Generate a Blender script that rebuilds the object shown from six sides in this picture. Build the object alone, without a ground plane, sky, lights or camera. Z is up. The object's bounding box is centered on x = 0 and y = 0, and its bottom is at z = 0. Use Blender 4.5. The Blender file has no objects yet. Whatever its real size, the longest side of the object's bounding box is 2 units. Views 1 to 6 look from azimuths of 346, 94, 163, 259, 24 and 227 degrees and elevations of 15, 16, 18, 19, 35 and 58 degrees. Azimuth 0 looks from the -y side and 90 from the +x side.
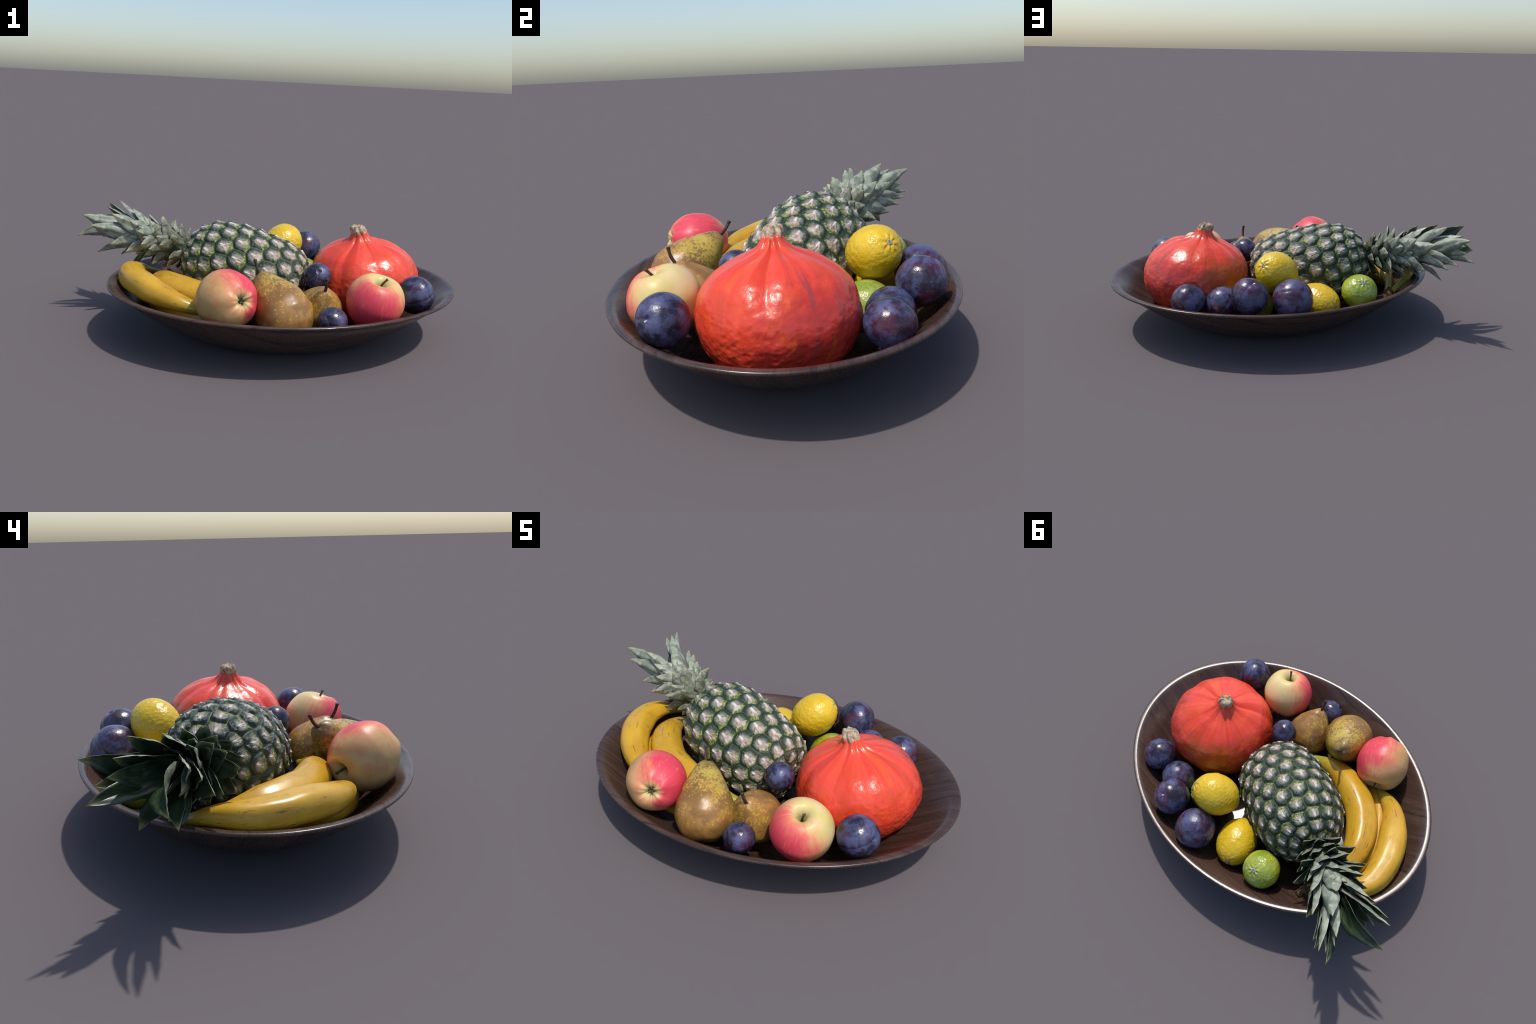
# A shallow oval dark-wood bowl heaped with fruit: pineapple, small red pumpkin,
# bananas, apples, pears, plums, lemons and limes.
import bpy, math
import numpy as np
from mathutils import Vector, Matrix

rng = np.random.default_rng(7)
GOLD = math.radians(137.50776)

# ------------------------------------------------------------------ numeric helpers
def unit(v):
    v = np.asarray(v, float)
    return v / np.linalg.norm(v)

def sstep(a, b, x):
    t = np.clip((x - a) / (b - a), 0, 1)
    return t * t * (3 - 2 * t)

def _hash(ix, iy, iz, seed):
    h = (ix.astype(np.int64) * 374761393 + iy.astype(np.int64) * 668265263
         + iz.astype(np.int64) * 2147483647 + seed * 974711)
    h = (h ^ (h >> 13)) * 1274126177
    h = h & 0x7fffffff
    h = (h ^ (h >> 16)) & 0xffff
    return h / 65535.0

def vnoise(p, seed=0):
    """smooth value noise in [-1, 1] at the points p (n, 3)"""
    i = np.floor(p).astype(np.int64)
    f = p - i
    f = f * f * f * (f * (f * 6 - 15) + 10)
    out = 0
    for dx in (0, 1):
        for dy in (0, 1):
            for dz in (0, 1):
                w = (f[:, 0] if dx else 1 - f[:, 0]) * (f[:, 1] if dy else 1 - f[:, 1]) * (f[:, 2] if dz else 1 - f[:, 2])
                out = out + w * _hash(i[:, 0] + dx, i[:, 1] + dy, i[:, 2] + dz, seed)
    return out * 2 - 1

def fbm(p, scale, octaves=3, seed=0):
    out, amp, tot = 0, 1.0, 0.0
    for k in range(octaves):
        out = out + amp * vnoise(p * scale * 2 ** k + 17.3 * k, seed + k)
        tot += amp
        amp *= 0.5
    return out / tot

def catmull(pts, n):
    """n points evenly spaced along a smooth curve through pts"""
    P = np.asarray(pts, float)
    P = np.vstack([2 * P[0] - P[1], P, 2 * P[-1] - P[-2]])
    out = []
    for k in range(1, len(P) - 2):
        p0, p1, p2, p3 = P[k - 1:k + 3]
        t = np.linspace(0, 1, 40, endpoint=False)[:, None]
        out.append(0.5 * (2 * p1 + (p2 - p0) * t + (2 * p0 - 5 * p1 + 4 * p2 - p3) * t ** 2
                          + (3 * p1 - p0 - 3 * p2 + p3) * t ** 3))
    out = np.vstack(out + [P[-2][None]])
    s = np.concatenate([[0], np.cumsum(np.linalg.norm(np.diff(out, axis=0), axis=1))])
    u = np.linspace(0, s[-1], n)
    return np.stack([np.interp(u, s, out[:, k]) for k in range(out.shape[1])], 1)

def frame(z, hint=(0, 0, 1)):
    z = unit(z)
    h = np.array(hint, float)
    if abs(h @ z) > 0.95:
        h = np.array([1.0, 0, 0])
    x = unit(h - z * (h @ z))
    return np.stack([x, np.cross(z, x), z], 1)

def mat4(loc, R=None, scale=1.0):
    M = np.eye(4)
    M[:3, :3] = (np.eye(3) if R is None else R) * scale
    M[:3, 3] = loc
    return Matrix(M.tolist())

# ------------------------------------------------------------------ object helpers
def add_mesh(name, V, F, mats, smooth=True, fmat=None):
    me = bpy.data.meshes.new(name)
    V = np.asarray(V, np.float32)
    if isinstance(F, np.ndarray):
        nf, k = F.shape
        me.vertices.add(len(V))
        me.vertices.foreach_set("co", V.ravel())
        me.loops.add(nf * k)
        me.loops.foreach_set("vertex_index", F.astype(np.int32).ravel())
        me.polygons.add(nf)
        me.polygons.foreach_set("loop_start", (np.arange(nf) * k).astype(np.int32))
        me.update(calc_edges=True)
    else:
        me.from_pydata(V.tolist(), [], F)
        me.update()
    for m in (mats if isinstance(mats, (list, tuple)) else [mats]):
        me.materials.append(m)
    n = len(me.polygons)
    me.polygons.foreach_set("use_smooth", np.full(n, bool(smooth)))
    if fmat is not None:
        me.polygons.foreach_set("material_index", np.asarray(fmat, np.int32))
    me.validate()
    return me

def put(name, me, parent=None, M=None):
    o = bpy.data.objects.new(name, me)
    bpy.context.scene.collection.objects.link(o)
    M = M or Matrix.Identity(4)
    o.matrix_world = M
    o["_w"] = [c for r in M for c in r]
    if parent is not None:
        o.parent = parent
        W = parent["_w"]
        pw = Matrix([W[0:4], W[4:8], W[8:12], W[12:16]])
        o.matrix_parent_inverse = pw.inverted()
        o.matrix_basis = M
    return o

def thing(name, label, category, loc):
    e = put(name, None, None, mat4(loc))
    e.empty_display_size = 0.05
    e["label"], e["category"] = label, category
    return e

def ring_faces(n, m, closed_u=True):
    """quads of a grid with n rows of m columns, columns wrapped"""
    i = np.arange(n - 1)[:, None]
    j = np.arange(m)[None]
    if not closed_u:
        j = np.arange(m - 1)[None]
    a = i * m + j
    b = i * m + (j + 1) % m
    return np.stack([a, b, b + m, a + m], -1).reshape(-1, 4)

def revolve(profile, nr, nt, disp=None):
    """surface of revolution about z; profile runs from bottom pole to top pole"""
    pr = catmull(profile, nr)
    pr[:, 0] = np.maximum(pr[:, 0], 1e-5)
    th = np.linspace(0, 2 * np.pi, nt, endpoint=False)
    X = np.stack([np.outer(pr[:, 0], np.cos(th)), np.outer(pr[:, 0], np.sin(th)),
                  np.outer(pr[:, 1], np.ones(nt))], -1)
    d = np.gradient(pr, axis=0)
    nrm = np.stack([d[:, 1], -d[:, 0]], 1)
    nrm /= np.linalg.norm(nrm, axis=1)[:, None] + 1e-12
    N = np.stack([np.outer(nrm[:, 0], np.cos(th)), np.outer(nrm[:, 0], np.sin(th)),
                  np.outer(nrm[:, 1], np.ones(nt))], -1)
    X, N = X.reshape(-1, 3), N.reshape(-1, 3)
    TH = np.tile(th, nr)
    T = np.repeat(np.linspace(0, 1, nr), nt)
    if disp is not None:
        X = disp(X, N, TH, T)
    return X, ring_faces(nr, nt)

def tube(path, radii, nt, section=None, cap=True, twist=0.0):
    """sweep of a round (or shaped) section along a path"""
    path = np.asarray(path, float)
    n = len(path)
    tan = np.gradient(path, axis=0)
    tan /= np.linalg.norm(tan, axis=1)[:, None]
    x = frame(tan[0])[:, 0]
    th = np.linspace(0, 2 * np.pi, nt, endpoint=False)
    V = []
    for k in range(n):
        x = unit(x - tan[k] * (x @ tan[k]))
        y = np.cross(tan[k], x)
        r = radii[k] * (section(th, k / (n - 1)) if section else np.ones(nt))
        a = th + twist
        V.append(path[k] + np.outer(r * np.cos(a), x) + np.outer(r * np.sin(a), y))
    V = np.vstack(V)
    F = ring_faces(n, nt).tolist()
    if cap:
        F.append(list(range(nt))[::-1])
        F.append([(n - 1) * nt + j for j in range(nt)])
    return V, F

# ------------------------------------------------------------------ material helpers
class Mat:
    def __init__(self, name):
        self.m = bpy.data.materials.new(name)
        self.m.use_nodes = True
        self.nt = self.m.node_tree
        self.nt.nodes.clear()
        self.out = self.nt.nodes.new("ShaderNodeOutputMaterial")
        self.b = self.nt.nodes.new("ShaderNodeBsdfPrincipled")
        self.nt.links.new(self.b.outputs[0], self.out.inputs[0])
        self.tc = self.nt.nodes.new("ShaderNodeTexCoord")

    def set(self, sock, v):
        if isinstance(v, bpy.types.NodeSocket):
            self.nt.links.new(v, sock)
        elif isinstance(v, (tuple, list)) and sock.type == "RGBA" and len(v) == 3:
            sock.default_value = (*v, 1)
        else:
            sock.default_value = v

    def n(self, kind, out=0, props=None, **ins):
        nd = self.nt.nodes.new("ShaderNode" + kind)
        for k, v in (props or {}).items():
            setattr(nd, k, v)
        for k, v in ins.items():
            key = int(k[1:]) if k[0] == "i" and k[1:].isdigit() else k.replace("_", " ")
            self.set(nd.inputs[key], v)
        return nd.outputs[out]

    @property
    def obj(self):
        return self.tc.outputs["Object"]

    def noise(self, scale, detail=3, rough=0.5, dist=0.0, vec=None, out=0):
        return self.n("TexNoise", out, Vector=vec or self.obj, Scale=scale, Detail=detail, Roughness=rough, Distortion=dist)

    def voro(self, scale, vec=None, feature="F1", out=0):
        return self.n("TexVoronoi", out, {"feature": feature}, Vector=vec or self.obj, Scale=scale)

    def map(self, scale=(1, 1, 1), loc=(0, 0, 0), vec=None, rot=(0, 0, 0)):
        return self.n("Mapping", 0, None, Vector=vec or self.obj, Location=loc, Rotation=rot, Scale=scale)

    def math(self, op, a, b=0.0, c=0.0, clamp=False):
        return self.n("Math", 0, {"operation": op, "use_clamp": clamp}, i0=a, i1=b, i2=c)

    def add(self, a, b): return self.math("ADD", a, b)
    def mul(self, a, b): return self.math("MULTIPLY", a, b)
    def sub(self, a, b): return self.math("SUBTRACT", a, b)

    def step(self, x, lo, hi, a=0.0, b=1.0):
        nd = self.nt.nodes.new("ShaderNodeMapRange")
        nd.interpolation_type = "SMOOTHSTEP"
        for k, v in zip(range(5), (x, lo, hi, a, b)):
            self.set(nd.inputs[k], v)
        return nd.outputs[0]

    def mix(self, f, a, b):
        nd = self.nt.nodes.new("ShaderNodeMix")
        nd.data_type = "RGBA"
        self.set(nd.inputs[0], f)
        self.set(nd.inputs[6], a)
        self.set(nd.inputs[7], b)
        return nd.outputs[2]

    def dot(self, d, vec=None):
        nd = self.nt.nodes.new("ShaderNodeVectorMath")
        nd.operation = "DOT_PRODUCT"
        self.set(nd.inputs[0], vec or self.obj)
        nd.inputs[1].default_value = tuple(d)
        return nd.outputs["Value"]

    def dist(self, p):
        nd = self.nt.nodes.new("ShaderNodeVectorMath")
        nd.operation = "DISTANCE"
        self.set(nd.inputs[0], self.obj)
        nd.inputs[1].default_value = tuple(p)
        return nd.outputs["Value"]

    def norm(self):
        nd = self.nt.nodes.new("ShaderNodeVectorMath")
        nd.operation = "NORMALIZE"
        self.set(nd.inputs[0], self.obj)
        return nd.outputs[0]

    def xyz(self, vec=None):
        nd = self.nt.nodes.new("ShaderNodeSeparateXYZ")
        self.set(nd.inputs[0], vec or self.obj)
        return nd.outputs

    def vec(self, x, y, z):
        return self.n("CombineXYZ", 0, None, i0=x, i1=y, i2=z)

    def rand(self):
        return self.n("ObjectInfo", 5)

    def prop(self, name):
        nd = self.nt.nodes.new("ShaderNodeAttribute")
        nd.attribute_type = "OBJECT"
        nd.attribute_name = '["%s"]' % name
        return nd.outputs["Fac"]

    def bump(self, h, strength=0.3, dist=0.01):
        return self.n("Bump", 0, None, Height=h, Strength=strength, Distance=dist)

    def done(self, color, rough=0.5, spec=0.5, bump=None, coat=0.0, coat_rough=0.1, sss=0.0):
        self.set(self.b.inputs["Base Color"], color)
        self.set(self.b.inputs["Roughness"], rough)
        self.set(self.b.inputs["Specular IOR Level"], spec)
        if coat:
            self.b.inputs["Coat Weight"].default_value = coat
            self.b.inputs["Coat Roughness"].default_value = coat_rough
        if bump is not None:
            self.set(self.b.inputs["Normal"], bump)
        return self.m

# ------------------------------------------------------------------ materials
def mat_wood():
    m = Mat("dark_wood")
    # planar grain: long along x, fine across y
    warp = m.mul(m.sub(m.noise(1.6, 2), 0.5), 0.10)
    x, y, z = m.xyz()
    yy = m.add(y, m.add(warp, m.mul(z, 0.12)))
    broad = m.noise(1.0, 3, 0.55, 0.2, m.vec(m.mul(x, 0.9), m.mul(yy, 11.0), 0.0))
    band = m.noise(1.0, 4, 0.6, 0.15, m.vec(m.mul(x, 1.6), m.mul(yy, 44.0), 3.0))
    fine = m.noise(1.0, 4, 0.65, 0.0, m.vec(m.mul(x, 9.0), m.mul(yy, 230.0), m.mul(z, 40.0)))
    col = m.mix(m.step(broad, 0.35, 0.65), (0.042, 0.023, 0.017), (0.074, 0.041, 0.030))
    col = m.mix(m.step(band, 0.52, 0.70, 0.0, 0.80), col, (0.014, 0.008, 0.0065))
    col = m.mix(m.step(band, 0.28, 0.45, 0.45, 0.0), col, (0.105, 0.066, 0.052))
    col = m.mix(m.mul(m.step(fine, 0.45, 0.75), 0.35), col, (0.10, 0.066, 0.053))
    rough = m.step(fine, 0.2, 0.8, 0.21, 0.32)
    return m.done(col, rough, 0.5, m.bump(m.add(m.mul(fine, 0.7), m.mul(band, 0.5)), 0.10, 0.004))

def mat_plum():
    m = Mat("plum_skin")
    r = m.rand()
    off = m.vec(m.mul(r, 9.0), m.mul(r, 5.0), m.mul(r, 7.0))
    nd = m.nt.nodes.new("ShaderNodeVectorMath"); nd.operation = "ADD"
    m.set(nd.inputs[0], m.obj); m.set(nd.inputs[1], off)
    p = nd.outputs[0]
    big = m.noise(11, 3, 0.55, 0.3, p)
    wisp = m.noise(34, 4, 0.65, 0.5, p)
    wine = m.noise(8, 2, 0.5, 0.3, m.map(loc=(3, 1, 2), vec=p))
    bloom = m.mul(m.step(m.add(m.mul(big, 0.55), m.mul(wisp, 0.45)), 0.41, 0.63), 0.92)
    col = m.mix(m.step(wine, 0.50, 0.66), (0.017, 0.012, 0.024), (0.060, 0.011, 0.026))
    col = m.mix(bloom, col, (0.080, 0.088, 0.190))
    qx, qy, qz = m.xyz()
    seam = m.mul(m.step(m.math("ABSOLUTE", m.add(qy, m.mul(m.sub(wisp, 0.5), 0.006))), 0.0008, 0.004, 1.0, 0.0), m.step(qx, 0.0, 0.02))
    col = m.mix(m.mul(seam, 0.25), col, (0.11, 0.14, 0.27))
    spot = m.step(m.voro(75, p), 0.05, 0.10, 1.0, 0.0)
    col = m.mix(m.mul(spot, m.step(m.noise(20, 1, vec=p), 0.5, 0.6, 0.0, 0.55)), col, (0.26, 0.20, 0.24))
    rough = m.step(bloom, 0.0, 1.0, 0.20, 0.38)
    return m.done(col, rough, 0.5, m.bump(m.noise(60, 4, 0.6, 0.0, p), 0.20, 0.008))

def mat_pumpkin():
    m = Mat("pumpkin_rind")
    q = m.norm()
    n = m.noise(7, 4, 0.6, 0.4)
    fine = m.noise(30, 4, 0.6)
    x, y, z = m.xyz()
    az = m.math("ARCTAN2", y, x)
    stripe = m.noise(1.0, 3, 0.6, 0.2, m.vec(m.math("SINE", az), m.mul(m.math("COSINE", az), 1.0), m.mul(z, 0.4)))
    streak = m.noise(4.5, 3, 0.6, 0.4, m.vec(m.math("SINE", az), m.math("COSINE", az), m.mul(z, 0.5)))
    col = m.mix(m.step(streak, 0.30, 0.70), (0.65, 0.042, 0.018), (0.79, 0.076, 0.044))
    col = m.mix(m.step(n, 0.45, 0.70, 0.0, 0.75), col, (0.64, 0.060, 0.008))
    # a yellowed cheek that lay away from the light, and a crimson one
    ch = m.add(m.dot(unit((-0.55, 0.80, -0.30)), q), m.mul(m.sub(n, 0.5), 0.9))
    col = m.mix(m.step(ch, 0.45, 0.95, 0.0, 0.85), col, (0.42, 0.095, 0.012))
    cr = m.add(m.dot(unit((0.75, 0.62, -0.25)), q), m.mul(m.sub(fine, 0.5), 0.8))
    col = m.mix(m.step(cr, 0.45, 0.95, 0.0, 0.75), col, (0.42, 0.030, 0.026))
    pur = m.noise(6.0, 4, 0.65, 0.3, m.vec(m.add(m.math("SINE", az), 3.0), m.math("COSINE", az), m.mul(z, 0.7)))
    col = m.mix(m.mul(m.step(pur, 0.56, 0.70), m.step(m.add(m.dot(unit((0.8, 0.6, 0.1)), q), m.mul(m.sub(n, 0.5), 1.0)), 0.1, 0.8, 0.12, 0.75)), col, (0.26, 0.050, 0.055))
    ora = m.noise(5.0, 3, 0.6, 0.3, m.vec(m.add(m.math("SINE", az), 7.0), m.math("COSINE", az), m.mul(z, 1.2)))
    col = m.mix(m.step(ora, 0.54, 0.70, 0.0, 0.6), col, (0.70, 0.105, 0.012))
    # dark pock marks low on the rind
    pk = m.step(m.voro(46), 0.12, 0.28, 1.0, 0.0)
    low = m.step(m.add(m.dot((0.3, -0.2, -1.0), q), m.mul(m.sub(n, 0.5), 1.2)), 0.1, 0.7)
    col = m.mix(m.mul(m.mul(pk, low), 0.5), col, (0.20, 0.015, 0.010))
    b = m.add(m.mul(fine, 0.6), m.mul(m.step(m.voro(38), 0.0, 0.5), m.mul(low, 0.8)))
    return m.done(col, m.step(n, 0.3, 0.7, 0.21, 0.34), 0.5, m.bump(b, 0.34, 0.010))

def mat_cork(name, c1, c2, scale=40, rough=0.85):
    m = Mat(name)
    n = m.noise(scale, 5, 0.65, 0.3)
    return m.done(m.mix(m.step(n, 0.35, 0.65), c1, c2), rough, 0.3, m.bump(n, 0.5, 0.006))

def mat_apple(name, blush, strength, tan=None):
    m = Mat(name)
    q = m.norm()
    x, y, z = m.xyz()
    az = m.math("ARCTAN2", y, x)
    streak = m.noise(1.0, 5, 0.65, 0.3, m.vec(m.mul(m.math("SINE", az), 9.0), m.mul(m.math("COSINE", az), 9.0), m.mul(z, 14.0)))
    soft = m.noise(12, 4, 0.6, 0.4)
    base = m.mix(m.step(soft, 0.35, 0.65), (0.62, 0.50, 0.17), (0.70, 0.55, 0.28))
    f = m.add(m.dot(unit(blush), q), m.add(m.mul(m.sub(streak, 0.5), 0.85), m.mul(m.sub(soft, 0.5), 1.0)))
    if tan is not None:
        t = m.add(m.dot(unit(tan), q), m.mul(m.sub(soft, 0.5), 0.9))
        base = m.mix(m.step(t, -0.2, 0.6, 0.0, 0.85), base, m.mix(m.step(m.noise(18, 4, 0.65, 0.5), 0.40, 0.66), (0.47, 0.30, 0.115), (0.50, 0.20, 0.085)))
    col = m.mix(m.step(f, -0.55, 0.40, 0.0, 0.85), base, (0.74, 0.25, 0.12))
    col = m.mix(m.step(f, -0.15, 0.80 / strength, 0.0, 0.95), col, (0.66, 0.040, 0.080))
    col = m.mix(m.mul(m.step(streak, 0.56, 0.72), m.step(f, 0.0, 0.5, 0.0, 0.45)), col, (0.74, 0.28, 0.14))
    # both hollows stay green
    rad = m.math("SQRT", m.add(m.mul(x, x), m.mul(y, y)))
    rr = m.add(rad, m.mul(m.sub(streak, 0.5), 0.045))
    col = m.mix(m.step(rr, 0.020, 0.064, 0.85, 0.0), col, (0.62, 0.52, 0.22))
    col = m.mix(m.step(rr, 0.010, 0.036, 0.85, 0.0), col, (0.22, 0.21, 0.065))
    lent = m.step(m.voro(95), 0.05, 0.12, 1.0, 0.0)
    col = m.mix(m.mul(lent, 0.30), col, (0.75, 0.55, 0.40))
    return m.done(col, 0.40, 0.42, m.bump(m.noise(60, 3), 0.07, 0.005))

def mat_pear(name, russet, reddish):
    m = Mat(name)
    n1 = m.noise(20, 5, 0.7, 0.5)
    n2 = m.noise(85, 4, 0.7, 0.3)
    blot = m.noise(9, 3, 0.6, 0.5)
    soft = m.noise(5, 2)
    q = m.norm()
    base = m.mix(m.step(soft, 0.35, 0.65), (0.43, 0.30, 0.040), (0.47, 0.37, 0.07))
    side = m.dot(unit(russet), q)
    f = m.add(m.add(m.mul(n1, 0.30), m.mul(n2, 0.90)), m.add(m.mul(side, 0.10), m.mul(m.sub(blot, 0.5), 0.5)))
    zc = m.xyz()[2]
    col = m.mix(m.step(f, 0.51, 0.58, 0.0, 0.90), base, m.mix(m.step(blot, 0.4, 0.6), (0.34, 0.150, 0.045), (0.20, 0.092, 0.030)))
    col = m.mix(m.step(m.add(zc, m.mul(n1, 0.05)), 0.19, 0.30, 0.0, 0.8), col, (0.10, 0.055, 0.030))
    rd = m.add(m.dot(unit(reddish), q), m.mul(m.sub(n1, 0.5), 0.8))
    col = m.mix(m.step(rd, 0.45, 1.0, 0.0, 0.7), col, (0.24, 0.055, 0.018))
    speck = m.step(m.voro(120), 0.08, 0.16, 1.0, 0.0)
    col = m.mix(m.mul(speck, 0.4), col, (0.16, 0.07, 0.025))
    return m.done(col, m.step(n1, 0.3, 0.7, 0.30, 0.42), 0.5, m.bump(m.add(n1, n2), 0.09, 0.005))

def mat_citrus(name, c1, c2, c3, pale=None, scar=(0, 0, 1)):
    m = Mat(name)
    n = m.noise(9, 3, 0.55, 0.3)
    fine = m.noise(45, 3, 0.6)
    col = m.mix(m.step(n, 0.35, 0.65), c1, c2)
    col = m.mix(m.step(fine, 0.5, 0.75, 0.0, 0.4), col, c3)
    if pale:
        w = m.noise(34, 5, 0.7, 0.8)
        q = m.norm()
        zz = m.add(m.dot((0, 0, 1), q), m.mul(m.sub(n, 0.5), 1.6))
        col = m.mix(m.mul(m.step(w, 0.35, 0.75), m.step(zz, -0.2, 0.9, 0.0, 0.55)), col, pale)
    pore = m.voro(115)
    pits = m.step(pore, 0.0, 0.55)
    return m.done(col, 0.30, 0.5, m.bump(m.add(m.mul(pits, 0.6), m.mul(m.noise(40, 3), 0.6)), 0.22, 0.006))

def mat_banana(name, tip, neck):
    m = Mat(name)
    x, y, z = m.xyz()
    ang = m.mul(m.math("ARCTAN2", y, x), 0.36)
    rad = m.math("SQRT", m.add(m.mul(x, x), m.mul(y, y)))
    along = m.vec(m.mul(ang, 6.0), m.mul(rad, 48.0), m.mul(z, 48.0))
    n = m.noise(8, 3, 0.6, 0.4)
    st = m.noise(1.0, 3, 0.6, 0.2, along)
    col = m.mix(m.step(n, 0.35, 0.65), (0.50, 0.268, 0.015), (0.57, 0.330, 0.024))
    col = m.mix(m.step(st, 0.5, 0.75, 0.0, 0.35), col, (0.50, 0.25, 0.018))
    # bruised streaks on the ridges, and small freckles
    br = m.mul(m.step(m.noise(1.0, 4, 0.65, 0.4, m.vec(m.mul(ang, 7.0), m.mul(rad, 110.0), m.mul(z, 110.0))), 0.56, 0.63), m.step(m.noise(11, 2), 0.44, 0.56))
    col = m.mix(m.mul(br, 0.8), col, (0.125, 0.045, 0.020))
    fr = m.mul(m.step(m.voro(55), 0.07, 0.16, 1.0, 0.0), m.step(m.noise(14, 2), 0.44, 0.58))
    col = m.mix(m.mul(fr, 0.75), col, (0.15, 0.055, 0.022))
    g = m.mul(m.sub(n, 0.5), 0.10)
    col = m.mix(m.step(m.add(m.dist(tip), g), 0.04, 0.20, 0.75, 0.0), col, (0.27, 0.29, 0.030))
    col = m.mix(m.step(m.add(m.dist(neck), g), 0.08, 0.26, 0.80, 0.0), col, (0.30, 0.30, 0.035))
    col = m.mix(m.step(m.add(m.dist(tip), m.mul(g, 0.15)), 0.018, 0.034, 1.0, 0.0), col, (0.025, 0.016, 0.010))
    return m.done(col, m.step(n, 0.3, 0.7, 0.26, 0.38), 0.5, m.bump(m.add(st, m.mul(br, -0.3)), 0.06, 0.005))

def mat_fruitlet():
    """one eye of the pineapple in its own frame: x across, y towards the crown"""
    m = Mat("pineapple_rind")
    age, r = m.prop("ripeness"), m.rand()
    off = m.vec(m.mul(r, 31.0), m.mul(r, 17.0), 0.0)
    nd = m.nt.nodes.new("ShaderNodeVectorMath"); nd.operation = "ADD"
    m.set(nd.inputs[0], m.obj); m.set(nd.inputs[1], off)
    p = nd.outputs[0]
    x, y, z = m.xyz()
    n = m.noise(2.2, 4, 0.6, 0.5, p)
    f = m.noise(7, 4, 0.65, 0.6, p)
    ax = m.math("ABSOLUTE", x)
    wob = m.mul(m.sub(n, 0.5), 0.75)
    # shield: a broad dark green arc around a greyer, waxy middle
    cy = m.add(y, 0.06)
    rad = m.math("SQRT", m.add(m.mul(x, x), m.mul(cy, cy)))
    rw = m.add(rad, m.mul(wob, 0.30))
    col = m.mix(m.step(rw, 0.12, 0.40), (0.30, 0.28, 0.25), (0.080, 0.100, 0.070))
    col = m.mix(m.step(f, 0.50, 0.70, 0.0, 0.45), col, (0.26, 0.29, 0.255))
    col = m.mix(m.step(rw, 0.31, 0.45, 0.0, 0.92), col, (0.012, 0.027, 0.014))
    # bract: a pale fan that starts at the middle and spreads towards the base
    d = m.sub(0.10, y)
    wid = m.add(0.03, m.mul(d, 0.95))
    inside = m.sub(wid, m.add(ax, m.mul(wob, 0.30)))
    green = m.mix(m.step(f, 0.40, 0.65), (0.045, 0.075, 0.016), (0.33, 0.37, 0.075))
    col = m.mix(m.mul(m.step(inside, -0.07, 0.04), m.step(d, -0.04, 0.06)), col, green)
    ray = m.noise(1.0, 4, 0.7, 0.3, m.vec(m.math("DIVIDE", m.mul(x, 5.0), m.add(0.22, m.math("ABSOLUTE", d))), m.mul(y, 1.8), m.mul(r, 40.0)))
    pale = m.mix(m.step(ray, 0.36, 0.62), (0.23, 0.145, 0.110), (0.60, 0.50, 0.47))
    cr = m.add(m.math("SQRT", m.add(m.mul(m.mul(x, x), 0.8), m.mul(m.add(y, 0.10), m.add(y, 0.10)))), m.mul(wob, 0.35))
    reach = m.step(age, 0.1, 0.9, 0.28, 0.47)
    fan = m.mul(m.step(inside, 0.00, 0.14), m.step(m.sub(reach, cr), 0.0, 0.16))
    col = m.mix(m.mul(fan, 0.95), col, pale)
    # towards the base the middle of the shield dries to tan and purple-grey
    halo = m.step(m.add(rad, m.mul(wob, 0.6)), 0.16, 0.36, 1.0, 0.0)
    col = m.mix(m.mul(halo, m.step(age, 0.40, 0.95, 0.0, 0.85)), col, m.mix(m.step(n, 0.42, 0.6), (0.30, 0.17, 0.075), (0.56, 0.46, 0.44)))
    col = m.mix(m.mul(m.step(f, 0.40, 0.62), m.step(age, 0.72, 0.98, 0.0, 0.75)), col, (0.23, 0.125, 0.055))
    tip = m.mul(m.step(ax, 0.03, 0.12, 1.0, 0.0), m.step(m.math("ABSOLUTE", m.sub(y, 0.08)), 0.09, 0.22, 1.0, 0.0))
    col = m.mix(m.mul(tip, 0.85), col, (0.72, 0.63, 0.58))
    return m.done(col, 0.34, 0.5, m.bump(m.add(f, m.mul(ray, 0.6)), 0.35, 0.05))

def mat_groove():
    m = Mat("pineapple_groove")
    n = m.noise(25, 3)
    return m.done(m.mix(m.step(n, 0.4, 0.65), (0.010, 0.024, 0.014), (0.065, 0.090, 0.022)), 0.5, 0.4)

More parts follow.
